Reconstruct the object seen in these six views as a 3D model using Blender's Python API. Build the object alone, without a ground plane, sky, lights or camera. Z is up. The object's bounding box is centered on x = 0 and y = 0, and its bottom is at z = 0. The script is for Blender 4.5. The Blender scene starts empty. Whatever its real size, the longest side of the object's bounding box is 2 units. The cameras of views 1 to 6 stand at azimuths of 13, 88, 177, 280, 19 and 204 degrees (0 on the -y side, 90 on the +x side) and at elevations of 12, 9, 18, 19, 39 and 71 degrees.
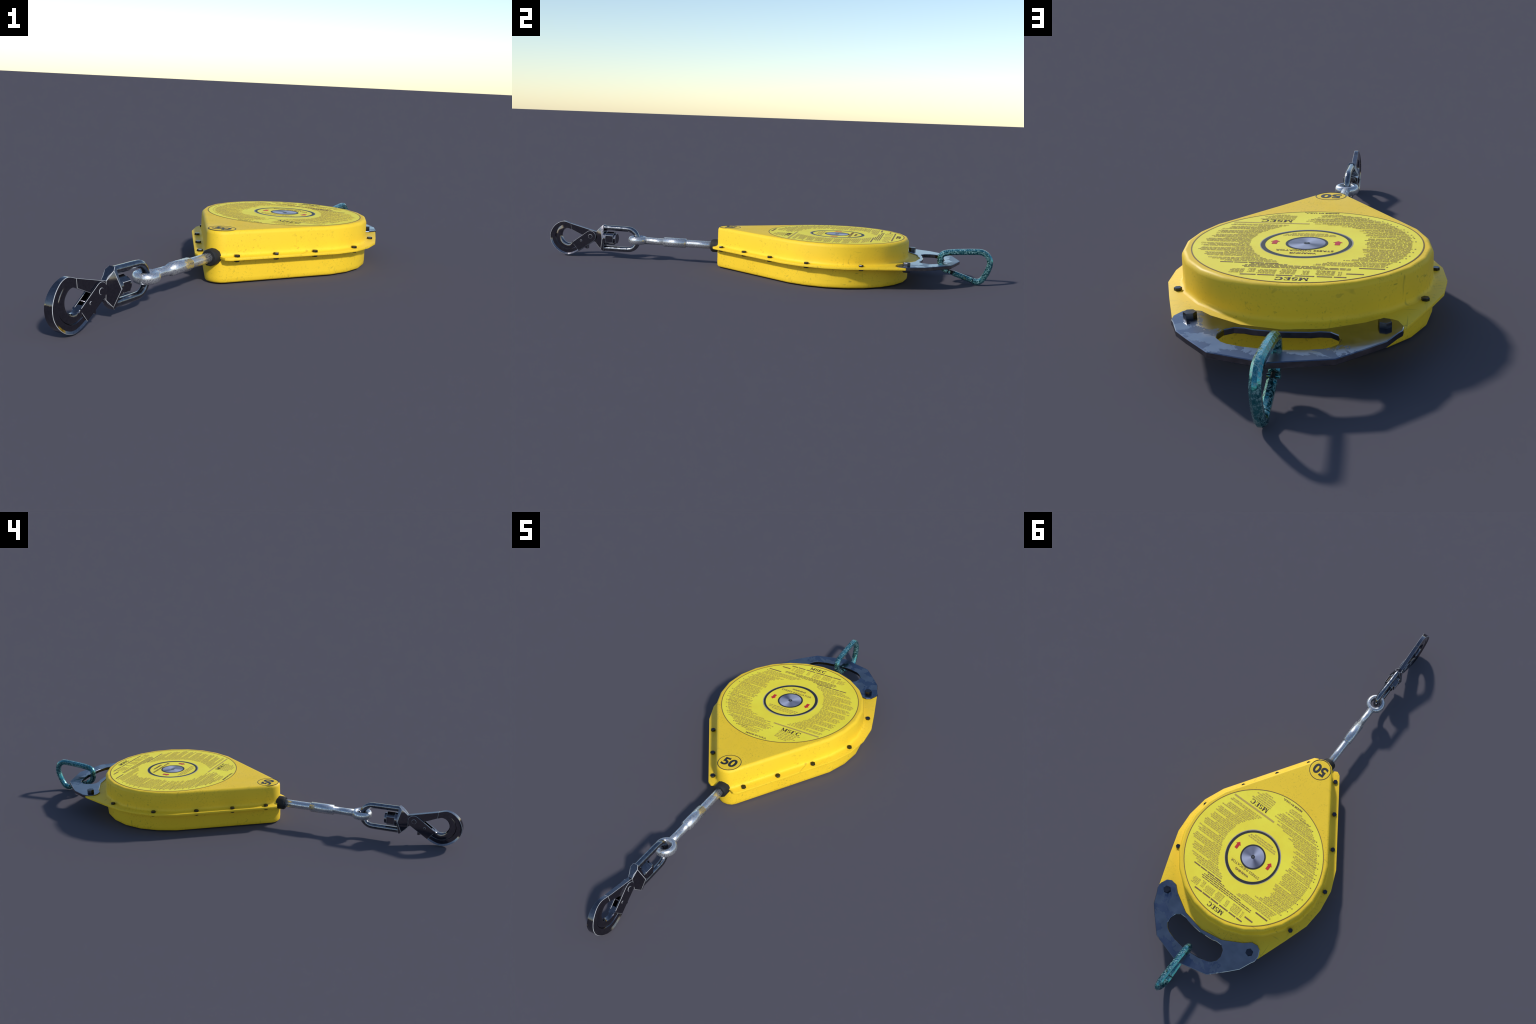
import bpy, bmesh, math, random
from mathutils import Vector, Matrix

rng = random.Random(7)
D = bpy.data
COLL = bpy.context.scene.collection

# ------------------------------------------------------------------ materials
def lin(r, g, b):
    f = lambda c: (c / 12.92 if c <= 0.04045 else ((c + 0.055) / 1.055) ** 2.4)
    return (f(r / 255), f(g / 255), f(b / 255), 1.0)


class Mat:
    """Small helper round a Principled node tree on object coordinates."""

    def __init__(self, name, color, rough=0.5, metal=0.0, **kw):
        self.m = D.materials.new(name)
        self.m.use_nodes = True
        self.t = self.m.node_tree
        self.b = self.t.nodes["Principled BSDF"]
        self.b.inputs["Base Color"].default_value = color
        self.b.inputs["Roughness"].default_value = rough
        self.b.inputs["Metallic"].default_value = metal
        for k, v in kw.items():
            self.b.inputs[k.replace("_", " ")].default_value = v
        self.co = self.t.nodes.new("ShaderNodeTexCoord").outputs["Object"]

    def link(self, a, b):
        self.t.links.new(a, b)

    def set(self, inp, val):
        if hasattr(val, "node"):
            self.link(val, inp)
        else:
            inp.default_value = val

    def noise(self, scale, detail=4.0, rough=0.6, stretch=None, dist=0.0, loc=(0, 0, 0)):
        n = self.t.nodes.new("ShaderNodeTexNoise")
        n.inputs["Scale"].default_value = scale
        n.inputs["Detail"].default_value = detail
        n.inputs["Roughness"].default_value = rough
        n.inputs["Distortion"].default_value = dist
        mp = self.t.nodes.new("ShaderNodeMapping")
        mp.inputs["Scale"].default_value = stretch or (1, 1, 1)
        mp.inputs["Location"].default_value = loc
        self.link(self.co, mp.inputs["Vector"])
        self.link(mp.outputs["Vector"], n.inputs["Vector"])
        return n.outputs["Fac"]

    def ramp(self, fac, lo, hi, a=0.0, b=1.0):
        r = self.t.nodes.new("ShaderNodeMapRange")
        r.inputs["From Min"].default_value = lo
        r.inputs["From Max"].default_value = hi
        r.inputs["To Min"].default_value = a
        r.inputs["To Max"].default_value = b
        self.link(fac, r.inputs["Value"])
        return r.outputs["Result"]

    def math(self, op, a, b=0.0):
        n = self.t.nodes.new("ShaderNodeMath")
        n.operation = op
        self.set(n.inputs[0], a)
        self.set(n.inputs[1], b)
        return n.outputs[0]

    def mix(self, fac, a, b):
        n = self.t.nodes.new("ShaderNodeMix")
        n.data_type = "RGBA"
        self.set(n.inputs["Factor"], fac)
        self.set(n.inputs["A"], a)
        self.set(n.inputs["B"], b)
        return n.outputs["Result"]

    def bump(self, h, strength=0.2, dist=0.002):
        n = self.t.nodes.new("ShaderNodeBump")
        n.inputs["Strength"].default_value = strength
        n.inputs["Distance"].default_value = dist
        self.link(h, n.inputs["Height"])
        self.link(n.outputs["Normal"], self.b.inputs["Normal"])

    def color(self, c):
        self.set(self.b.inputs["Base Color"], c)

    def rough(self, c):
        self.set(self.b.inputs["Roughness"], c)

    def metal(self, c):
        self.set(self.b.inputs["Metallic"], c)


def yellow_paint():
    k = Mat("yellow_enamel", lin(250, 205, 40), 0.5, 0.0)
    base = k.mix(k.ramp(k.noise(5, 3), 0.3, 0.7), lin(238, 196, 40), lin(244, 203, 44))
    # olive specks and fine scratches: cluster mask times fine grain
    cluster = k.ramp(k.noise(8, 3, 0.6), 0.42, 0.62)
    speck = k.ramp(k.noise(130, 4, 0.7), 0.565, 0.66)
    fine = k.math("MULTIPLY", k.ramp(k.noise(190, 3, 0.65, None, 0, (7, 2, 1)), 0.63, 0.70), 0.5)
    dirt = k.math("MAXIMUM", k.math("MULTIPLY", cluster, speck), fine)
    sc1 = k.ramp(k.noise(60, 2, 0.5, (1.0, 0.08, 1.0), 0.6), 0.66, 0.72)
    sc2 = k.ramp(k.noise(55, 2, 0.5, (0.10, 1.0, 0.25), 0.5, (3, 1, 2)), 0.67, 0.73)
    gate = k.ramp(k.noise(3.2, 2, 0.5, None, 0, (5, 5, 5)), 0.45, 0.58)
    scr = k.math("MULTIPLY", k.math("MAXIMUM", sc1, sc2), gate)
    d = k.math("MAXIMUM", k.math("MULTIPLY", dirt, 0.52), k.math("MULTIPLY", scr, 0.5))
    k.color(k.mix(d, base, lin(128, 114, 36)))
    k.rough(k.ramp(k.noise(12, 3), 0.3, 0.7, 0.50, 0.64))
    k.b.inputs["Specular IOR Level"].default_value = 0.35
    k.bump(k.noise(220, 2), 0.06, 0.001)
    return k.m


def flat(name, c, rough=0.5, metal=0.0, var=0.12, scale=60, **kw):
    k = Mat(name, c, rough, metal, **kw)
    dark = tuple(v * (1 - var) for v in c[:3]) + (1,)
    lite = tuple(min(1, v * (1 + var)) for v in c[:3]) + (1,)
    k.color(k.mix(k.ramp(k.noise(scale, 3), 0.35, 0.65), dark, lite))
    return k.m


def label_film():
    k = Mat("lime_label_film", lin(232, 222, 46), 0.55)
    a = k.mix(k.ramp(k.noise(7, 3), 0.35, 0.65), lin(240, 218, 48), lin(245, 230, 58))
    b = k.ramp(k.noise(160, 2), 0.62, 0.7, 0.0, 0.3)
    k.color(k.mix(b, a, lin(222, 204, 54)))
    return k.m


def print_ink(name, c1, c2, scale=260):
    k = Mat(name, c1, 0.6)
    k.color(k.mix(k.ramp(k.noise(scale, 2, 0.7), 0.42, 0.58), c1, c2))
    return k.m


def conic_grey_hub():
    k = Mat("conic_grey_hub_face", lin(140, 140, 160), 0.4, 0.0)
    g = k.t.nodes.new("ShaderNodeTexGradient")
    g.gradient_type = "RADIAL"
    k.link(k.co, g.inputs["Vector"])
    w = k.math("MULTIPLY", g.outputs["Fac"], 2 * math.pi * 2)
    s1 = k.math("SINE", k.math("ADD", w, -0.6))
    s2 = k.math("MULTIPLY", k.math("SINE", k.math("ADD", k.math("MULTIPLY", w, 2.5), 1.0)), 0.35)
    f = k.ramp(k.math("ADD", s1, s2), -1.3, 1.3)
    k.color(k.mix(f, lin(78, 80, 100), lin(172, 174, 194)))  # light and dark lilac-grey sectors fanned round the centre, in the base colour
    return k.m


def metal_bump(k, s1, s2, a=0.35, b=0.15):
    """Hammered unevenness, so that the mirrored horizon breaks up raggedly."""
    h = k.math("ADD", k.math("MULTIPLY", k.noise(s1, 3, 0.6), 1.0), k.math("MULTIPLY", k.noise(s2, 3, 0.7), b))
    k.bump(h, a, 0.003)


def silver():
    k = Mat("galvanised_steel", lin(190, 196, 205), 0.3, 1.0)
    n = k.ramp(k.noise(260, 3, 0.7), 0.42, 0.62)
    k.color(k.mix(n, lin(176, 177, 180), lin(222, 225, 230)))
    k.metal(k.ramp(n, 0, 1, 0.62, 1.0))
    k.rough(k.ramp(n, 0, 1, 0.42, 0.15))
    metal_bump(k, 45, 330, 0.22, 0.10)
    return k.m


def black_steel(name="blackened_steel"):
    k = Mat(name, lin(110, 110, 114), 0.2, 1.0)
    grain = k.ramp(k.noise(140, 3), 0.35, 0.65)
    wear = k.ramp(k.noise(20, 5, 0.62, None, 0.5, (2.3, 1.1, 0.4)), 0.68, 0.695)
    k.color(k.mix(wear, k.mix(grain, lin(104, 102, 108), lin(120, 118, 124)), lin(196, 178, 136)))
    k.rough(k.math("ADD", k.ramp(grain, 0, 1, 0.10, 0.14), k.math("MULTIPLY", wear, 0.25)))
    metal_bump(k, 24, 200, 0.08, 0.03)
    return k.m


def dark_chrome(name="dark_chrome"):
    k = Mat(name, lin(130, 132, 138), 0.2, 1.0)
    grain = k.ramp(k.noise(90, 4), 0.35, 0.65)
    k.color(k.mix(grain, lin(112, 114, 120), lin(140, 142, 148)))
    k.rough(k.ramp(grain, 0, 1, 0.12, 0.24))
    metal_bump(k, 40, 240, 0.2, 0.2)
    return k.m


def plate_steel():
    k = Mat("sky_tinted_plate_steel", lin(130, 135, 145), 0.2, 1.0)
    sep = k.t.nodes.new("ShaderNodeSeparateXYZ")
    k.link(k.co, sep.inputs[0])
    n = k.math("ADD", k.noise(11, 6, 0.66, None, 0.5, (1.3, 0.2, 0)), k.ramp(sep.outputs["Y"], 0.38, 0.52, 0.12, -0.12))
    n = k.math("ADD", n, k.ramp(sep.outputs["X"], 0.12, 0.24, 0.0, -0.14))
    gloss = k.ramp(n, 0.455, 0.468)
    soft = k.ramp(k.noise(16, 4, 0.6), 0.35, 0.7)
    k.color(k.mix(gloss, k.mix(soft, lin(90, 101, 122), lin(101, 112, 132)), k.mix(soft, lin(128, 130, 136), lin(146, 148, 154))))  # dull patches darkened and tinted blue for the sky they mirror
    k.rough(k.math("ADD", k.ramp(gloss, 0, 1, 0.30, 0.12), k.ramp(soft, 0, 1, -0.03, 0.05)))
    metal_bump(k, 9, 60, 0.06, 0.1)
    return k.m


def teal_paint():
    k = Mat("teal_anodised_paint", lin(60, 150, 165), 0.25, 0.85)
    a = k.ramp(k.noise(150, 5, 0.75, None, 0.2), 0.47, 0.60)
    b = k.ramp(k.noise(150, 4, 0.7, None, 0, (4, 1, 0)), 0.56, 0.66)
    g = k.ramp(k.noise(26, 5, 0.6, None, 0.3, (9, 3, 1)), 0.62, 0.66)
    base = k.mix(k.ramp(k.noise(14, 3), 0.35, 0.65), lin(48, 132, 140), lin(80, 158, 164))
    c = k.mix(k.math("MULTIPLY", a, 0.6), base, lin(158, 176, 176))
    c = k.mix(k.math("MULTIPLY", b, 0.6), c, lin(30, 76, 80))
    c = k.mix(k.math("MULTIPLY", g, 0.8), c, lin(120, 128, 52))
    k.color(c)
    k.metal(k.ramp(a, 0, 1, 0.95, 0.45))
    k.rough(k.ramp(a, 0, 1, 0.14, 0.45))
    metal_bump(k, 60, 160, 0.3, 0.3)
    return k.m


M_YEL = yellow_paint()
M_LABEL = label_film()
M_RIM = print_ink("brown_rim_ink", lin(112, 84, 38), lin(134, 104, 46))
M_FINE = print_ink("faded_fine_print", lin(166, 138, 60), lin(216, 195, 62))
M_HEAD = print_ink("brown_heading_ink", lin(104, 74, 50), lin(140, 108, 60))
M_TAN = print_ink("tan_band_ink", lin(176, 146, 74), lin(196, 168, 74))
M_LOGO = flat("dark_plum_ink", lin(62, 30, 40), 0.6)
M_INK = flat("black_ink", lin(30, 30, 34), 0.5)
M_RED = flat("red_ink", lin(196, 30, 38), 0.5)
M_GREY = flat("painted_shadow_grey", lin(164, 154, 140), 0.5)
M_HUB = conic_grey_hub()
M_RUBBER = flat("black_rubber", lin(24, 25, 26), 0.75, 0.0, 0.15)
M_BOLT = flat("black_oxide_bolt", lin(66, 68, 76), 0.28, 1.0, 0.2)
M_SILVER = silver()
M_BLACK = black_steel()
M_CHROME = dark_chrome()
M_EDGE = flat("worn_bright_edge", lin(168, 170, 174), 0.55, 0.0, 0.15)
M_PLATE = plate_steel()
M_PEDGE = flat("dark_plate_edge", lin(112, 110, 114), 0.25, 1.0, 0.2)
M_TEAL = teal_paint()
M_GAP = flat("dark_gap", lin(16, 18, 20), 0.6)

# ------------------------------------------------------------------ helpers
def make(name, bm, mats, parent=None, smooth=None, kind=None, bevel=None):
    bmesh.ops.remove_doubles(bm, verts=bm.verts[:], dist=1e-6)
    bmesh.ops.recalc_face_normals(bm, faces=bm.faces[:])
    me = D.meshes.new(name)
    bm.to_mesh(me)
    bm.free()
    for m in mats if isinstance(mats, (list, tuple)) else [mats]:
        me.materials.append(m)
    ob = D.objects.new(name, me)
    COLL.objects.link(ob)
    ob.parent = parent
    if kind:
        ob["kind"] = kind
    if bevel:
        w, seg, idx, ang = bevel
        md = ob.modifiers.new("edge", "BEVEL")
        md.width, md.segments, md.material = w, seg, idx
        md.limit_method, md.angle_limit = "ANGLE", math.radians(ang)
        md.use_clamp_overlap = True
        dg = bpy.context.evaluated_depsgraph_get()
        new = D.meshes.new_from_object(ob.evaluated_get(dg))
        ob.modifiers.clear()
        old, ob.data = ob.data, new
        D.meshes.remove(old)
        new.name = name
    if smooth is not None:
        ob.data.polygons.foreach_set("use_smooth", [True] * len(ob.data.polygons))
        ob.data.set_sharp_from_angle(angle=math.radians(smooth))
    return ob


def loft(bm, rings, close=True, cap=(True, True), mat=0):
    """rings: lists of points of equal length, closed cross-sections."""
    vs = [[bm.verts.new(p) for p in r] for r in rings]
    n = len(vs[0])
    pairs = list(zip(vs, vs[1:])) + ([(vs[-1], vs[0])] if not close else [])
    for a, b in pairs:
        for i in range(n):
            f = bm.faces.new((a[i], a[(i + 1) % n], b[(i + 1) % n], b[i]))
            f.material_index = mat
    if close:
        if cap[0]:
            bm.faces.new(vs[0][::-1]).material_index = mat
        if cap[1]:
            bm.faces.new(vs[-1]).material_index = mat
    return vs


def prism_yz(bm, pts, x0, x1):
    loft(bm, [[(x0, y, z) for y, z in pts], [(x1, y, z) for y, z in pts]])


def prism_xy(bm, pts, z0, z1):
    loft(bm, [[(x, y, z0) for x, y in pts], [(x, y, z1) for x, y in pts]])


def lathe_y(bm, prof, cx=0.0, cz=0.0, n=12, phase=0.0):
    """prof: list of (y, radius); a solid of revolution about a y axis."""
    rings = [[(cx + r * math.cos(phase + 2 * math.pi * i / n), y, cz + r * math.sin(phase + 2 * math.pi * i / n)) for i in range(n)] for y, r in prof]
    loft(bm, rings)


def cyl_x(bm, y, z, r, x0, x1, n=20):
    loft(bm, [[(x, y + r * math.cos(2 * math.pi * i / n), z + r * math.sin(2 * math.pi * i / n)) for i in range(n)] for x in (x0, x1)])


def disc_z(bm, r, z0, z1, n=64, c=(0, 0), bevel=0.0):
    ring = lambda rr, z: [(c[0] + rr * math.cos(2 * math.pi * i / n), c[1] + rr * math.sin(2 * math.pi * i / n), z) for i in range(n)]
    rings = [ring(r, z0), ring(r, z1 - bevel)] + ([ring(r - bevel, z1)] if bevel else [])
    loft(bm, rings)


def annulus_z(bm, r0, r1, z0, z1, n=96, c=(0, 0)):
    rings = []
    for i in range(n):
        a = 2 * math.pi * i / n
        rings.append([(c[0] + r * math.cos(a), c[1] + r * math.sin(a), z) for r, z in ((r0, z0), (r1, z0), (r1, z1), (r0, z1))])
    loft(bm, rings, close=False)


def spline(pts, per):
    """Catmull-Rom through pts (tuples of any length)."""
    out, n = [], len(pts)
    for i in range(n - 1):
        p0, p1, p2, p3 = (pts[max(i - 1, 0)], pts[i], pts[i + 1], pts[min(i + 2, n - 1)])
        for k in range(per):
            t = k / per
            out.append(tuple(0.5 * (2 * b + (c - a) * t + (2 * a - 5 * b + 4 * c - d) * t * t + (-a + 3 * b - 3 * c + d) * t ** 3) for a, b, c, d in zip(p0, p1, p2, p3)))
    out.append(tuple(pts[-1]))
    return out


def tube_yz(bm, path, rn, rx, x=0.0, n=8, phase=math.pi / 8, closed=False):
    """Tube along a path in the y-z plane: rn in-plane radius, rx radius across."""
    m = len(path)
    rings = []
    for i, (y, z) in enumerate(path):
        a = path[(i - 1) % m] if closed or i else path[i]
        b = path[(i + 1) % m] if closed or i < m - 1 else path[i]
        t = Vector((b[0] - a[0], b[1] - a[1])).normalized()
        nx = Vector((-t.y, t.x))
        rings.append([(x + rx * math.sin(phase + 2 * math.pi * k / n), y + nx.x * rn * math.cos(phase + 2 * math.pi * k / n), z + nx.y * rn * math.cos(phase + 2 * math.pi * k / n)) for k in range(n)])
    loft(bm, rings, close=not closed)


def offset(poly, d):
    """Offset a closed counter-clockwise outline outward by d (mitred)."""
    out, n = [], len(poly)
    for i in range(n):
        p, c, q = (Vector(poly[(i - 1) % n]), Vector(poly[i]), Vector(poly[(i + 1) % n]))
        e1, e2 = (c - p).normalized(), (q - c).normalized()
        n1, n2 = Vector((e1.y, -e1.x)), Vector((e2.y, -e2.x))
        b = (n1 + n2) / (1 + n1.dot(n2))
        out.append(tuple(c + b * d))
    return out


def hull(pts):
    pts = sorted(set(pts))
    def half(ps):
        h = []
        for p in ps:
            while len(h) > 1 and (h[-1][0] - h[-2][0]) * (p[1] - h[-2][1]) - (h[-1][1] - h[-2][1]) * (p[0] - h[-2][0]) <= 0:
                h.pop()
            h.append(p)
        return h
    a, b = half(pts), half(pts[::-1])
    return a[:-1] + b[:-1]


def at(ob, x, y, z):
    ob.location = (x, y, z)
    return ob

# ------------------------------------------------------------------ root
root = D.objects.new("fall_arrest_reel", None)
COLL.objects.link(root)
root.location = (-0.0006, 0.3403, 0.0)
root.rotation_euler = (0, 0, math.radians(-13.87))
root["label"] = "yellow retractable safety reel with black snap hook and teal carabiner"
root["category"] = "safety reel"

AX = 0.0935          # height of the cable axis and the parting plane
ZB, ZT = 0.0008, 0.1833

# ------------------------------------------------------------------ casing
rad = lambda a: 0.3175 + 0.0070 * math.cos(math.radians(a)) ** 2      # a touch wider across than front to back
arc = [(rad(a) * math.cos(math.radians(a)), rad(a) * math.sin(math.radians(a))) for a in range(-30, 211, 15)]
arc[0] = (0.2825, -0.1640)
arc[-1] = (-0.2825, -0.1640)
WALL = [(-0.030, -0.5395), (-0.0105, -0.5465), (0.0105, -0.5465), (0.030, -0.5395), (0.0425, -0.5265)] + arc + [(-0.0425, -0.5265)]
NW = len(WALL)

fl = [(0.3122, -0.1855), (0.3487, -0.0958), (0.3602, -0.0030), (0.3527, 0.0892), (0.3192, 0.1865), (0.2685, 0.3235)]
FL_R = fl + [(0.246, 0.3350), (0.2045, 0.3220), (0.150, 0.3450), (0.0975, 0.3610), (0.055, 0.3700)]
FLANGE = []
tip_flange = [(-0.0330, -0.5490), (-0.0130, -0.5400), (0.0130, -0.5400), (0.0330, -0.5490), (0.0540, -0.5585), (0.0708, -0.5497)]
right = tip_flange[3:] + FL_R
FLANGE = [(0.0130, -0.5400)] + right + [(0.0, 0.3755)] + [(-x, y) for x, y in right[::-1]] + [(-0.0130, -0.5400)]

root_casing = None
# upper shell: straight wall, rounded top edge, flared foot running into the flange
bm = bmesh.new()
rows = [(0.0110, 0.0960), (0.0060, 0.0974), (0.0030, 0.0998), (0.0012, 0.1035), (0.0004, 0.1090), (0.0, 0.1200), (-0.0003, 0.1690), (-0.0016, 0.1745),
        (-0.0044, 0.1792), (-0.0080, 0.1822), (-0.0120, ZT), (-0.0135, ZT)]
rings = [[(x, y, z) for x, y in offset(WALL, d)] for d, z in rows]
vs = loft(bm, rings, cap=(True, False))
bm.faces.new(vs[-1])
upper = make("upper_casing", bm, M_YEL, root, smooth=40)

bm = bmesh.new()
rows = [(-0.0170, ZB), (-0.0080, ZB + 0.0006), (-0.0030, ZB + 0.0030), (-0.0005, ZB + 0.0075), (0.0005, 0.020), (0.0005, 0.0885)]
loft(bm, [[(x, y, z) for x, y in offset(WALL, d)] for d, z in rows])
lower = make("lower_casing", bm, M_YEL, root, smooth=40)

bm = bmesh.new()
prism_xy(bm, FLANGE, 0.0872, 0.0962)
flange = make("casing_flange", bm, M_YEL, upper, smooth=30, bevel=(0.0012, 2, -1, 50))

# ------------------------------------------------------------------ label
LC = (0.0, -0.005)
ZL = ZT + 0.0004
bm = bmesh.new()
disc_z(bm, 0.3000, ZT - 0.001, ZL, 120, LC)
label = make("round_label", bm, M_LABEL, upper)
bm = bmesh.new()
annulus_z(bm, 0.2975, 0.3008, ZT - 0.0008, ZL + 0.0004, 120, LC)
make("label_rim", bm, M_RIM, label)

bm = bmesh.new()
annulus_z(bm, 0.1082, 0.1165, ZT, ZL + 0.0006, 96)
annulus_z(bm, 0.1120, 0.1182, ZT, ZL + 0.0005, 96, (0.0007, 0.0016))
make("hub_ring", bm, M_INK, label, smooth=30)
bm = bmesh.new()
annulus_z(bm, 0.1140, 0.1212, ZT, ZL + 0.0003, 96, (0.0004, 0.0002))  # the hub ring's soft drop shadow, modelled as a grey annulus
make("hub_drop_shadow", bm, M_GREY, label, smooth=30)
bm = bmesh.new()
annulus_z(bm, 0.0485, 0.0550, ZT, ZL + 0.0008, 72)
make("indicator_ring", bm, M_INK, label, smooth=30)
bm = bmesh.new()
disc_z(bm, 0.0490, ZT, ZL + 0.0005, 72)
hub = make("hub_disc", bm, M_HUB, label, smooth=30)
bm = bmesh.new()
disc_z(bm, 0.0088, ZT, ZL + 0.0011, 24, bevel=0.0008)
hubpin = make("hub_pin", bm, M_INK, hub, smooth=30)
bm = bmesh.new()
disc_z(bm, 0.0034, ZT, ZL + 0.0014, 16)
make("hub_pin_centre", bm, flat("pin_grey", lin(96, 98, 106), 0.4), hub)

# red arrows pointing to the cable end
for sx, cy in ((-0.0797, -0.0070), (0.0842, -0.0030)):
    bm = bmesh.new()
    w, h = 0.0066, 0.0122
    pts = [(0, -0.0172), (h, -0.0040), (w, -0.0040), (w, 0.0160), (-w, 0.0160), (-w, -0.0040), (-h, -0.0040)]
    prism_xy(bm, [(sx + x, cy + y) for x, y in pts], ZL - 0.0004, ZL + 0.0007)
    make("red_arrow", bm, M_RED, label)


def text_box(s, x0, x1, y0, y1, name, mat, parent, bold=0.0, z=ZL, h=0.0007):
    cu = D.curves.new(name, "FONT")
    cu.body, cu.size, cu.offset, cu.extrude = s, 1.0, bold, 0.02
    tmp = D.objects.new(name + "_tmp", cu)
    COLL.objects.link(tmp)
    me = D.meshes.new_from_object(tmp.evaluated_get(bpy.context.evaluated_depsgraph_get()))
    D.objects.remove(tmp)
    D.curves.remove(cu)
    xs, ys, zs = zip(*[v.co for v in me.vertices])
    for v in me.vertices:
        u = (v.co.x - min(xs)) / (max(xs) - min(xs))
        t = (v.co.y - min(ys)) / (max(ys) - min(ys))
        w = (v.co.z - min(zs)) / (max(zs) - min(zs))
        v.co = (x0 + u * (x1 - x0), y0 + t * (y1 - y0), z - 0.0004 + w * (h + 0.0004))
    me.name = name
    me.materials.append(mat)
    ob = D.objects.new(name, me)
    COLL.objects.link(ob)
    ob.parent = parent
    return ob


def nib(bm, pts, x, y, s, thin=0.07, thick=0.24):
    """A pen stroke in unit-letter space: upright parts thick, level parts thin."""
    P = [Vector((x + px * s, y + py * s)) for px, py in pts]
    side = []
    for i, p in enumerate(P):
        t = (P[min(i + 1, len(P) - 1)] - P[max(i - 1, 0)]).normalized()
        w = (thin + (thick - thin) * abs(t.y) ** 1.5) * s * 0.5
        nrm = Vector((-t.y, t.x))
        side.append((p + nrm * w, p - nrm * w))
    for (a, b), (c, d) in zip(side, side[1:]):
        loft(bm, [[(q.x, q.y, z) for q in (a, b, d, c)] for z in (ZL - 0.0004, ZL + 0.0007)])


def arcpts(cx, cy, rx, ry, a0, a1, n=10):
    return [(cx + rx * math.cos(math.radians(a0 + (a1 - a0) * i / n)), cy + ry * math.sin(math.radians(a0 + (a1 - a0) * i / n))) for i in range(n + 1)]


def serif_word(x0, x1, y0, y1):
    """The maker's initials M S E C in a high-contrast serif hand."""
    bm = bmesh.new()
    s = y1 - y0
    g = (x1 - x0) / s
    sx = g / 4.55
    put = lambda pts, dx, **k: nib(bm, [((dx + px) * sx, py) for px, py in pts], x0, y0, s, **k)
    put([(0.16, 0.0), (0.16, 1.0)], 0, thick=0.10)
    put([(0.16, 1.0), (0.62, 0.05)], 0, thick=0.22)
    put([(0.62, 0.05), (1.05, 1.0)], 0, thick=0.08)
    put([(1.05, 0.0), (1.05, 1.0)], 0, thick=0.26)
    for a, b, yy in ((0.0, 0.34, 0.02), (0.86, 1.26, 0.02), (0.0, 0.3, 0.98), (0.95, 1.26, 0.98)):
        put([(a, yy), (b, yy)], 0, thin=0.05)
    put(arcpts(0.42, 0.74, 0.27, 0.23, 30, 270) + arcpts(0.42, 0.27, 0.31, 0.24, 90, -150)[1:], 1.38, thick=0.22)
    put([(0.69, 0.7), (0.69, 0.99)], 1.38, thick=0.05)
    put([(0.11, 0.02), (0.11, 0.30)], 1.38, thick=0.05)
    put([(0.24, 0.0), (0.24, 1.0)], 2.34, thick=0.26)
    for yy, e in ((0.02, 0.86), (0.5, 0.62), (0.98, 0.82)):
        put([(0.04, yy), (e, yy)], 2.34, thin=0.05)
    put([(0.84, 0.02), (0.84, 0.28)], 2.34, thick=0.06)
    put([(0.80, 0.74), (0.80, 0.98)], 2.34, thick=0.06)
    put(arcpts(0.58, 0.5, 0.46, 0.5, 40, 325, 16), 3.42, thick=0.26)
    put([(0.95, 0.66), (0.95, 0.99)], 3.42, thick=0.06)
    make("serif_initials", bm, M_LOGO, label)


serif_word(-0.0455, 0.0340, 0.2612, 0.2797)
serif_word(0.0722, 0.1625, -0.2092, -0.1888)
text_box("MADE IN U.S.A.", -0.0495, 0.0508, -0.2925, -0.2838, "origin_line", M_HEAD, label, 0.035)
text_box("WARNING", -0.0362, 0.0313, 0.0775, 0.0872, "hub_warning", M_HEAD, label, 0.025)
text_box("STRESS INDICATOR", -0.0770, 0.0704, 0.0560, 0.0668, "hub_caption", M_HEAD, label, 0.0)

text_box("50", -0.0318, 0.0318, -0.5150, -0.4672, "length_number", M_INK, upper, 0.034, ZT, 0.0006)
bm = bmesh.new()
annulus_z(bm, 0.0458, 0.0484, ZT - 0.0004, ZT + 0.0006, 64, (0.0006, -0.4927))
make("length_circle", bm, M_INK, upper)

# fine print: lines of word bars, ragged by rule
fine, heads, tan = bmesh.new(), bmesh.new(), bmesh.new()


def bar(bm, x0, x1, y, h, z=0.0005):
    prism_xy(bm, [(x0, y - h / 2), (x1, y - h / 2), (x1, y + h / 2), (x0, y + h / 2)], ZL - 0.0003, ZL + z)


def line(bm, x0, x1, y, h, lo=0.006, hi=0.022, gap=0.0026):
    x = x0
    while x < x1 - 0.003:
        w = min(rng.uniform(lo, hi), x1 - x)
        bar(bm, x, x + w, y + rng.uniform(-0.0002, 0.0002), h)
        x += w + gap * rng.uniform(0.7, 1.3)


def interp(tab, y):
    tab = sorted(tab)
    for (a, u), (b, v) in zip(tab, tab[1:]):
        if a <= y <= b:
            return u + (v - u) * (y - a) / (b - a)
    return tab[0][1] if y < tab[0][0] else tab[-1][1]


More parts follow.
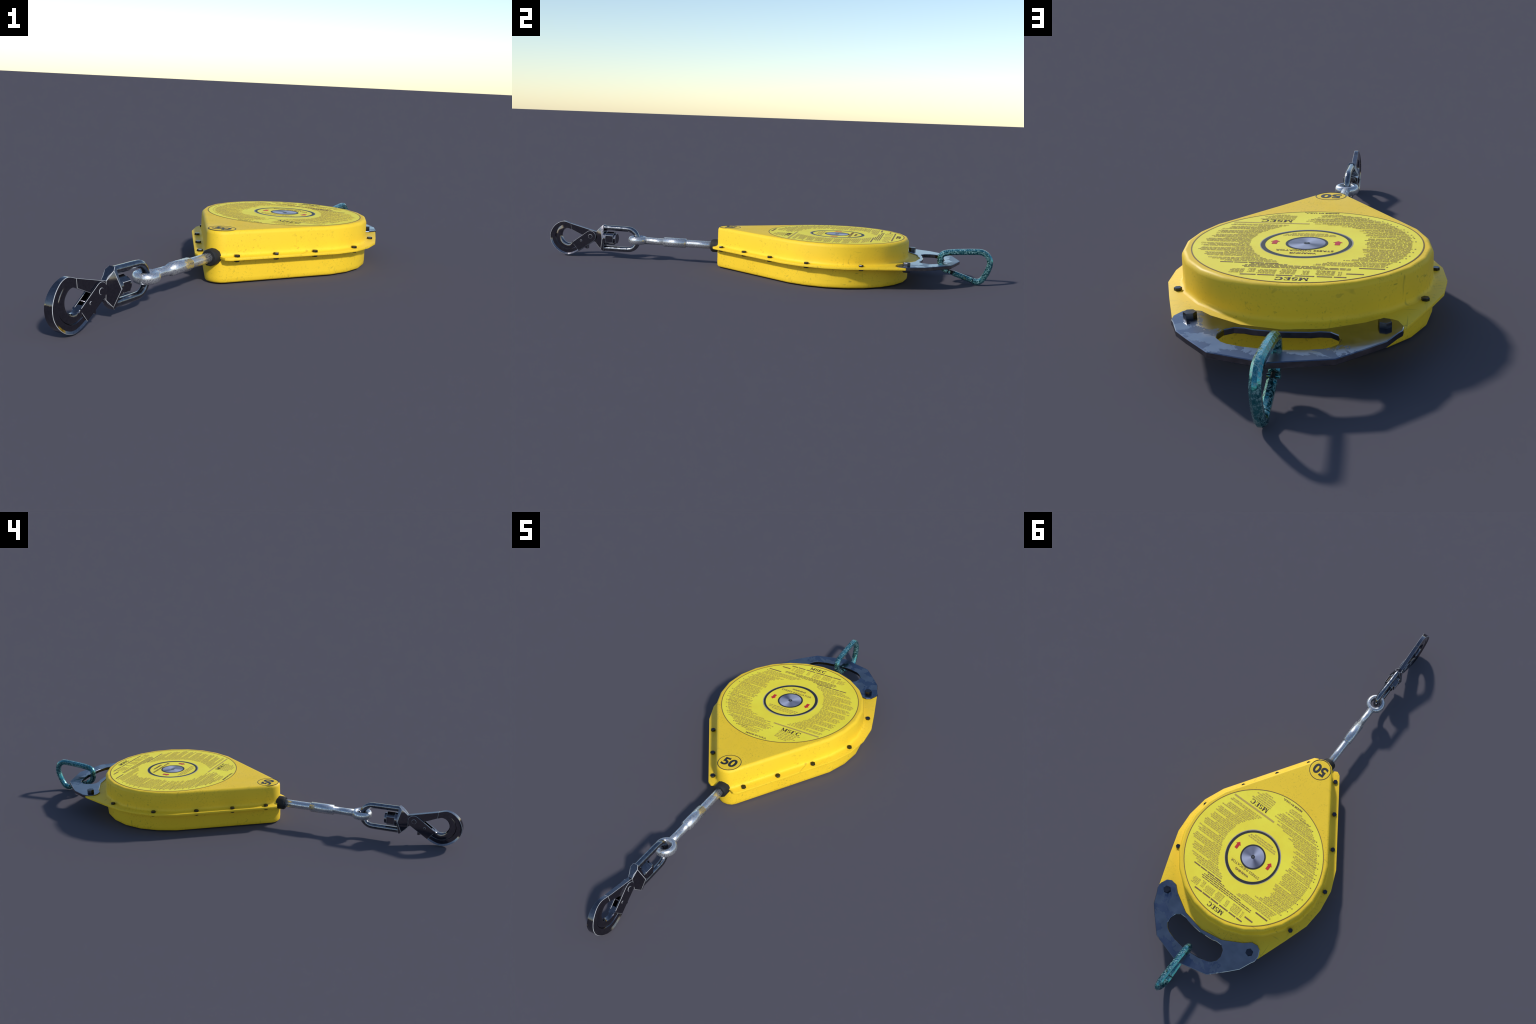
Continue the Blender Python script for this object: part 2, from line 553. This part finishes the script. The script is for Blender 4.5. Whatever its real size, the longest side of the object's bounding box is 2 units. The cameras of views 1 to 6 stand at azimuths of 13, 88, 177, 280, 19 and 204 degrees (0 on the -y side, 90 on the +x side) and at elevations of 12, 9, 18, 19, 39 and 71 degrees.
PITCH, HB = 0.0074, 0.0050
bullets = [0.1686, 0.128, 0.1001, 0.0791, 0.0509, 0.0229, -0.0385, -0.067, -0.0796, -0.0963, -0.1228, -0.1429, -0.1719, -0.1933, -0.2035, -0.216, -0.2444, -0.2556]
left_end = [(0.163, -0.034), (0.150, -0.060), (0.132, -0.103), (0.099, -0.150), (0.07, -0.150), (0.02, -0.1458), (-0.04, -0.1458), (-0.0888, -0.1399),
            (-0.145, -0.108), (-0.160, -0.050), (-0.175, 0.0), (-0.205, 0.050), (-0.2175, 0.046), (-0.244, 0.016), (-0.267, 0.010), (-0.28, -0.02)]
y = 0.1686
nb = 0
edge = lambda y, r: math.sqrt(max(r * r - (y - LC[1]) ** 2, 0.0))
while y > -0.276:
    xl = -edge(y, 0.2735)
    first = nb < len(bullets) and y <= bullets[nb] + PITCH * 0.5
    if first:
        y = bullets[nb]
        xl = -edge(y, 0.2735)
        bar(heads, xl - 0.0085, xl - 0.0045, y, 0.0040)
        nb += 1
    last = nb < len(bullets) and y - PITCH <= bullets[nb] + PITCH * 0.5
    xr = interp(left_end, y) - rng.uniform(0, 0.022) - (rng.uniform(0.02, 0.07) if last and rng.random() < 0.55 else 0)
    line(fine, xl + (0 if first else 0.004), max(xr, xl + 0.03), y, HB)
    y -= PITCH

r_left = [(0.158, 0.0433), (0.1437, 0.052), (0.129, 0.089), (0.083, 0.1196), (0.0245, 0.1444), (-0.02, 0.150), (-0.08, 0.1388), (-0.112, 0.119), (-0.135, 0.098), (-0.165, 0.069)]
r_right = [(0.155, 0.19), (0.135, 0.2277), (0.093, 0.262), (0.069, 0.273), (0.021, 0.279), (-0.03, 0.2768), (-0.065, 0.2738), (-0.1, 0.26), (-0.137, 0.246), (-0.165, 0.236)]
y, k = 0.155, 0
while y > -0.166:
    xl, xr = interp(r_left, y), interp(r_right, y)
    short = k % 5 == 4
    line(fine, xl + rng.uniform(0, 0.004), xr - rng.uniform(0, 0.018) - (rng.uniform(0.03, 0.09) if short else 0), y, HB)
    y -= PITCH * (1.18 if short else 1.0)
    k += 1

# heading, model table and notes above the hub
line(heads, -0.1304, 0.1216, 0.2490, 0.0058, 0.024, 0.048, 0.005)
bar(heads, -0.1682, -0.1274, 0.2240, 0.0062)
bar(heads, -0.2141, -0.1529, 0.1824, 0.0060)
line(heads, 0.0435, 0.1928, 0.1664, 0.0052, 0.018, 0.04, 0.004)
for i, yy in enumerate((0.2372, 0.2312, 0.2252, 0.2192, 0.2132, 0.2078)):
    for a, b, w in ((-0.1165, -0.1060, 0.004), (-0.1000, -0.0560, 0.012), (-0.0400, -0.0230, 0.007), (-0.0080, 0.0300, 0.012), (0.0390, 0.0830, 0.010), (0.0900, 0.1080, 0.006), (0.1160, 0.1500, 0.012)):
        if not (i in (0, 5) and rng.random() < 0.35):
            line(fine, a, b, yy, 0.0036, w * 0.6, w, 0.0022)
for x0, x1, yy in ((-0.1347, 0.1263, 0.1966), (-0.1347, 0.1283, 0.1890), (-0.0710, 0.1230, 0.1812), (0.020, 0.1100, 0.1740)):
    line(heads, x0, x1, yy, 0.0036, 0.008, 0.022, 0.0026)

# band and address block below the hub
bar(tan, 0.0200, 0.2352, -0.1768, 0.0078)
for i, (a, b) in enumerate(((0.0690, 0.1680), (0.0688, 0.1540), (0.0680, 0.1490), (0.0672, 0.1600), (0.0670, 0.1400), (0.0900, 0.1310))):
    line(fine, a, b, -0.2165 - 0.0090 * i, 0.0052)
# small lines in the hub
for a, b, yy in ((-0.0681, 0.0740, -0.0650), (-0.0650, 0.0690, -0.0745), (-0.0440, 0.0520, -0.0840)):
    line(fine, a, b, yy, 0.0058)

for nm, b, m in (("fine_print", fine, M_FINE), ("heading_print", heads, M_HEAD), ("band_print", tan, M_TAN)):
    make(nm, b, m, label, kind="stuff")

# ------------------------------------------------------------------ flange bolts
def hex_mesh(name, r, h, mat, shank=None):
    bm = bmesh.new()
    ring = lambda rr, z: [(rr * math.cos(math.pi / 3 * i), rr * math.sin(math.pi / 3 * i), z) for i in range(6)]
    loft(bm, [ring(r, -0.001), ring(r, h * 0.84), ring(r * 0.93, h)])
    ob = make(name, bm, mat, smooth=25)
    me = ob.data
    D.objects.remove(ob)
    return me


bolt_xy = [(0.0740, -0.5120), (0.1590, -0.3850), (0.2490, -0.2485), (0.3305, 0.0780), (0.3105, 0.1455)]
# positions measured along the rim, mirrored to the other side
bolt_xy = [(0.0742, -0.5120), (0.1593, -0.3851), (0.2477, -0.2497), (0.3300, -0.0775), (0.3085, 0.1455)]
hm = hex_mesh("flange_bolt", 0.0104, 0.0078, M_BOLT)
hn = hex_mesh("flange_nut", 0.0104, 0.0070, M_BOLT)
for sx in (1, -1):
    for bx, by in bolt_xy:
        for me, z, flip in ((hm, 0.0962, 0), (hn, 0.0872, math.pi)):
            ob = D.objects.new(me.name, me)
            COLL.objects.link(ob)
            ob.parent = upper if flip == 0 else lower
            ob.location = (sx * bx, by, z)
            ob.rotation_euler = (flip, 0, rng.uniform(0, math.pi / 3))

# ------------------------------------------------------------------ lifting plate
half = [(0.0, 0.3685), (0.0975, 0.3515), (0.1785, 0.3070), (0.2070, 0.2825), (0.2340, 0.2790), (0.2540, 0.2900), (0.2665, 0.3180), (0.2645, 0.3420),
        (0.2560, 0.3560), (0.2343, 0.4040), (0.2010, 0.4400), (0.1360, 0.5045), (0.0, 0.5390)]
outer = half + [(-x, y) for x, y in half[-2:0:-1]]
hh = [(0.0, 0.3825), (0.0655, 0.3768), (0.0840, 0.3708), (0.1090, 0.3706), (0.1280, 0.3850), (0.1362, 0.4100), (0.1330, 0.4310), (0.1190, 0.4480),
      (0.1027, 0.4577), (0.0660, 0.4682), (0.0205, 0.4730), (0.0, 0.4735)]
hole = hh + [(-x, y) for x, y in hh[-2:0:-1]]
ZP0, ZP1 = 0.0850, 0.1004


def plate_with_hole(bm, out, inn, z0, z1):
    for z in (z0, z1):
        ev = []
        for loop in (out, inn):
            vs = [bm.verts.new((x, y, z)) for x, y in loop]
            ev += [bm.edges.new((vs[i], vs[(i + 1) % len(vs)])) for i in range(len(vs))]
        bmesh.ops.triangle_fill(bm, use_beauty=True, edges=ev)
    for loop in (out, inn):
        n = len(loop)
        a = [bm.verts.new((x, y, z0)) for x, y in loop]
        b = [bm.verts.new((x, y, z1)) for x, y in loop]
        for i in range(n):
            f = bm.faces.new((a[i], a[(i + 1) % n], b[(i + 1) % n], b[i]))
            f.material_index = 1


bm = bmesh.new()
plate_with_hole(bm, outer, hole, ZP0, ZP1)
bmesh.ops.remove_doubles(bm, verts=bm.verts[:], dist=1e-6)
plate = make("lifting_plate", bm, [M_PLATE, M_PEDGE, M_EDGE], root, smooth=20, bevel=(0.0018, 1, 0, 60))
bh = hex_mesh("plate_bolt", 0.0163, 0.0135, M_BOLT)
bn = hex_mesh("plate_nut", 0.0163, 0.0120, M_BOLT)
for sx in (1, -1):
    for me, z, flip in ((bh, ZP1, 0), (bn, ZP0, math.pi)):
        ob = D.objects.new(me.name, me)
        COLL.objects.link(ob)
        ob.parent = plate
        ob.location = (sx * 0.2242, 0.3236, z)
        ob.rotation_euler = (flip, 0, 0.25 * sx)

# ------------------------------------------------------------------ carabiner
CX = -0.0045
RT = 0.0135
ring_pts = [(0.490, 0.0530), (0.4770, 0.0590), (0.4640, 0.0720), (0.4575, 0.0880), (0.4562, 0.1030), (0.4590, 0.1170), (0.4680, 0.1270), (0.4840, 0.1325), (0.5080, 0.1365),
            (0.5500, 0.1405), (0.6000, 0.1440), (0.6280, 0.1440), (0.6480, 0.1355), (0.6605, 0.1210), (0.6660, 0.1040), (0.6645, 0.0830), (0.6560, 0.0575),
            (0.6440, 0.0338), (0.6335, 0.0202), (0.6190, 0.0136), (0.6060, 0.0148), (0.5985, 0.0172)]
bm = bmesh.new()
tube_yz(bm, spline(ring_pts, 3), RT, 0.0131, CX, 8)
carab = make("carabiner", bm, M_TEAL, root, smooth=38)
g0, g1 = (0.5955, 0.0184), (0.5130, 0.0450)
bm = bmesh.new()
tube_yz(bm, [g0, (0.590, 0.0202), (0.560, 0.0298), (0.530, 0.0395), g1], 0.0118, 0.0122, CX, 8)
make("carabiner_gate", bm, M_TEAL, carab, smooth=38)
bm = bmesh.new()
tube_yz(bm, [(0.516, 0.0446), (0.486, 0.0545)], 0.0085, 0.0068, CX, 8)
make("gate_hinge", bm, M_GAP, carab, smooth=38)
bm = bmesh.new()
cyl_x(bm, 0.4985, 0.0505, 0.0058, CX - 0.0160, CX + 0.0140, 12)
make("hinge_pin", bm, M_TEAL, carab, smooth=38)
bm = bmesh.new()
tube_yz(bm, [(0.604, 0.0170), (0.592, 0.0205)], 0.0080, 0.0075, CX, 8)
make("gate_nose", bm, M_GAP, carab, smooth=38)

# ------------------------------------------------------------------ cable, ferrule and eye
bm = bmesh.new()
lathe_y(bm, [(-0.515, 0.0300), (-0.560, 0.0300), (-0.572, 0.0298), (-0.5785, 0.0262), (-0.5785, 0.0170)], 0.0, AX - 0.0005, 12, 0.2)
make("cable_grommet", bm, M_RUBBER, root, smooth=40)
# one turned form, shaded smooth over its steps, then parted into rod and ferrule
bm = bmesh.new()
lathe_y(bm, [(-0.5600, 0.0176), (-0.6400, 0.0174), (-0.6930, 0.0174), (-0.7032, 0.0174), (-0.7040, 0.0222), (-0.8088, 0.0222), (-0.8098, 0.0163), (-0.8600, 0.0158), (-0.9050, 0.0172)], 0, AX, 8, math.pi / 8)
bmesh.ops.recalc_face_normals(bm, faces=bm.faces[:])
bm.normal_update()
turned = D.meshes.new("turned")
bm.to_mesh(turned)
bm.free()
nrm = [tuple(n.vector) for n in turned.vertex_normals]
parts = {"steel_cable_rod": [], "crimped_ferrule": []}
for p in turned.polygons:
    inside = all(-0.8105 < turned.vertices[i].co.y < -0.7025 for i in p.vertices)
    parts["crimped_ferrule" if inside else "steel_cable_rod"].append(tuple(p.vertices))
cable = None
for nm, faces in parts.items():
    ids = sorted({i for f in faces for i in f})
    at_ = {v: i for i, v in enumerate(ids)}
    me = D.meshes.new(nm)
    me.from_pydata([tuple(turned.vertices[i].co) for i in ids], [], [[at_[i] for i in f] for f in faces])
    me.polygons.foreach_set("use_smooth", [True] * len(me.polygons))
    me.normals_split_custom_set_from_vertices([nrm[i] for i in ids])
    me.materials.append(M_SILVER)
    ob = D.objects.new(nm, me)
    COLL.objects.link(ob)
    ob.parent = cable or root
    cable = cable or ob
D.meshes.remove(turned)
bm = bmesh.new()
rings = []
for i in range(28):
    a = 2 * math.pi * i / 28
    rings.append([((0.0318 + 0.0122 * math.cos(math.pi / 10 + 2 * math.pi * k / 10)) * math.cos(a), -0.9390 + (0.0330 + 0.0122 * math.cos(math.pi / 10 + 2 * math.pi * k / 10)) * math.sin(a),
                   AX + 0.0177 * math.sin(math.pi / 10 + 2 * math.pi * k / 10)) for k in range(10)])
loft(bm, rings, close=False)
make("cable_eye", bm, M_SILVER, cable, smooth=60)

# ------------------------------------------------------------------ swivel
ZM = 0.0930
bm = bmesh.new()
up = [(-1.1120, 0.0492), (-1.0500, 0.0490), (-0.9900, 0.0485), (-0.9730, 0.0458), (-0.9590, 0.0385), (-0.9490, 0.0275), (-0.9430, 0.0145), (-0.9410, 0.0)]
path = spline([(y, ZM + z) for y, z in up] + [(y, ZM - z) for y, z in up[-2::-1]], 2)
tube_yz(bm, path, 0.0126, 0.0122, 0.0, 8, math.pi / 8)
swivel = make("swivel_link", bm, M_CHROME, root, smooth=50)

bm = bmesh.new()
pts = []
for s in (1, -1):
    pts += [(0.0092 * s, -1.1460, 0.0655), (0.0092 * s, -1.1460, 0.1205), (0.0092 * s, -1.1365, 0.1320), (0.0092 * s, -1.1365, 0.0530),
            (0.0335 * s, -1.1060, ZM), (0.0335 * s, -1.1020, ZM), (0.0160 * s, -1.1200, 0.1460), (0.0160 * s, -1.1200, 0.0400),
            (0.0100 * s, -1.1080, 0.1565), (0.0100 * s, -1.1080, 0.0290), (0.0140 * s, -1.1060, 0.1500), (0.0140 * s, -1.1060, 0.0355),
            (0.0080 * s, -1.1030, 0.1400), (0.0080 * s, -1.1030, 0.0460)]
bmesh.ops.convex_hull(bm, input=[bm.verts.new(p) for p in pts])
bmesh.ops.dissolve_limit(bm, angle_limit=math.radians(2), verts=bm.verts[:], edges=bm.edges[:])
make("swivel_collar", bm, [M_BLACK, M_EDGE], swivel, smooth=15, bevel=(0.0009, 1, 1, 18))

bm = bmesh.new()
lathe_y(bm, [(-1.1060, 0.0315), (-1.0905, 0.0315)], 0, ZM, 20)
lathe_y(bm, [(-1.0552, 0.0240), (-1.0440, 0.0238)], 0, ZM, 20)
nut_base = make("swivel_washer", bm, [M_BLACK, M_EDGE], swivel, smooth=30, bevel=(0.0008, 1, 1, 50))
bm = bmesh.new()
lathe_y(bm, [(-1.0907, 0.0318), (-1.0550, 0.0318)], 0, ZM, 6, math.pi / 2)
make("swivel_nut", bm, [M_BLACK, M_EDGE], swivel, smooth=30, bevel=(0.0009, 1, 1, 30))

# ------------------------------------------------------------------ snap hook
bm = bmesh.new()
bar_pts = [(-1.2752, 0.1528), (-1.2715, 0.1245), (-1.2000, 0.0935), (-1.1800, 0.0830), (-1.1560, 0.0740), (-1.1420, 0.0655), (-1.1420, 0.1202)]
prism_yz(bm, bar_pts, -0.0086, 0.0086)
shank = make("snap_hook", bm, [M_BLACK, M_EDGE], root, smooth=20, bevel=(0.0009, 1, 1, 25))

# curved hook, lofted: outer edge, inner edge, half thickness, blend to grooved section
ST = [(-1.2762, 0.1528, -1.2722, 0.1243, 0.0080, 0.0), (-1.3070, 0.1616, -1.2890, 0.1297, 0.0080, 0.0), (-1.3330, 0.1557, -1.3040, 0.1262, 0.0090, 0.05),
      (-1.3540, 0.1408, -1.3155, 0.1160, 0.0116, 0.4), (-1.3692, 0.1202, -1.3215, 0.1010, 0.0134, 0.85), (-1.3775, 0.0950, -1.3210, 0.0870, 0.0145, 1.0),
      (-1.3755, 0.0700, -1.3160, 0.0750, 0.0146, 1.0), (-1.3658, 0.0485, -1.3090, 0.0665, 0.0146, 1.0), (-1.3467, 0.0268, -1.2990, 0.0605, 0.0146, 1.0),
      (-1.3200, 0.0100, -1.2880, 0.0580, 0.0146, 1.0), (-1.2890, 0.0032, -1.2780, 0.0590, 0.0146, 1.0), (-1.2600, 0.0108, -1.2690, 0.0625, 0.0146, 1.6),
      (-1.2370, 0.0225, -1.2640, 0.0655, 0.0146, 2.0), (-1.2330, 0.0250, -1.2610, 0.0675, 0.0146, 2.0)]
TOR = [0.47 + 0.53 * (1 - math.cos(math.pi * i / 8)) / 2 for i in range(9)]      # stations across the inner roll


def profile(outer, roll):
    """Half section from the outer edge (0) to the inner edge (1): rim, dished face, roll."""
    return [(0.0, 0.0)] + outer + [(w, roll(w)) for w in TOR] + [(1.0, 0.0)]


plain = profile([(0.0, 0.88), (0.035, 1.0), (0.15, 1.0), (0.44, 1.0)], lambda w: 1.0 if w < 0.98 else 0.95)
groove = profile([(0.0, 0.92), (0.024, 1.0), (0.15, 0.72), (0.44, 0.72)], lambda w: 0.42 + 0.44 * math.sqrt(max(0.0, 1 - ((w - 0.73) / 0.27) ** 2)) - (0.40 if w > 0.99 else 0.12 if w > 0.95 else 0))
nose = profile([(0.0, 0.92), (0.024, 1.0), (0.15, 0.76), (0.44, 0.74)], lambda w: min(1.0, 0.68 + 0.9 * (w - 0.47)) if w < 0.95 else 0.97)
profs = [plain, groove, nose]


def section(b):
    i = min(int(b), 1)
    t = min(max(b - i, 0.0), 1.0)
    return [((1 - t) * p[0] + t * q[0], (1 - t) * p[1] + t * q[1]) for p, q in zip(profs[i], profs[i + 1])]


rings = []
for oy, oz, iy, iz, h, b in spline(ST, 4):
    ring = []
    half_ring = [(w, x * h) for w, x in section(max(b, 0.0))]
    for w, x in half_ring:
        ring.append((x, oy + (iy - oy) * w, oz + (iz - oz) * w))
    for w, x in half_ring[-2:0:-1]:
        ring.append((-x, oy + (iy - oy) * w, oz + (iz - oz) * w))
    rings.append(ring)
bm = bmesh.new()
cols = loft(bm, rings)
bm.faces.ensure_lookup_table()
n = len(cols[0])
for j in range(len(cols) - 1):                      # the worn bright arris of the rim
    for i in (1, n - 2):
        bm.faces[j * n + i].material_index = 1
make("hook_bow", bm, [M_BLACK, M_EDGE], shank, smooth=26)

PV = (-1.1735, 0.0975)
caps = [(PV[0] + 0.0268 * math.cos(2 * math.pi * i / 28), PV[1] + 0.0268 * math.sin(2 * math.pi * i / 28)) for i in range(28)]
cheek = hull(caps + [(-1.2655, 0.0638), (-1.2580, 0.0545), (-1.2420, 0.0360), (-1.2330, 0.0250)])
for s in (1, -1):
    bm = bmesh.new()
    prism_yz(bm, cheek, s * 0.0088, s * 0.0142)
    make("gate_cheek", bm, [M_BLACK, M_EDGE], shank, smooth=30, bevel=(0.0009, 1, 1, 50))
bm = bmesh.new()
prism_yz(bm, [(-1.2620, 0.0640), (-1.2305, 0.0270), (-1.2200, 0.0345), (-1.2490, 0.0725)], -0.0089, 0.0089)
prism_yz(bm, [(-1.2310, 0.0275), (-1.1650, 0.0720), (-1.1680, 0.0760), (-1.2330, 0.0330)], -0.0089, 0.0089)
make("gate_block", bm, [M_BLACK], shank, smooth=30)
bm = bmesh.new()
prism_yz(bm, [(-1.2080, 0.0430), (-1.1935, 0.0355), (-1.1880, 0.0370), (-1.1880, 0.0560), (-1.2000, 0.0580)], -0.0075, 0.0075)
make("gate_trigger", bm, [M_BLACK, M_EDGE], shank, smooth=30, bevel=(0.0007, 1, 1, 40))
for y, z, r, nm in ((PV[0], 0.0975, 0.0106, "pivot_pin"), (-1.2200, 0.0738, 0.0055, "spring_pin")):
    bm = bmesh.new()
    cyl_x(bm, y, z, r, -0.0152, 0.0152, 20)
    make(nm, bm, [M_BLACK, M_EDGE], shank, smooth=30, bevel=(0.0013, 1, 1, 50))

# the hook hangs very slightly out of line with the swivel
for ob in [shank] + list(shank.children):
    for v in ob.data.vertices:
        v.co.x += 0.018 * max(0.0, -v.co.y - 1.142)
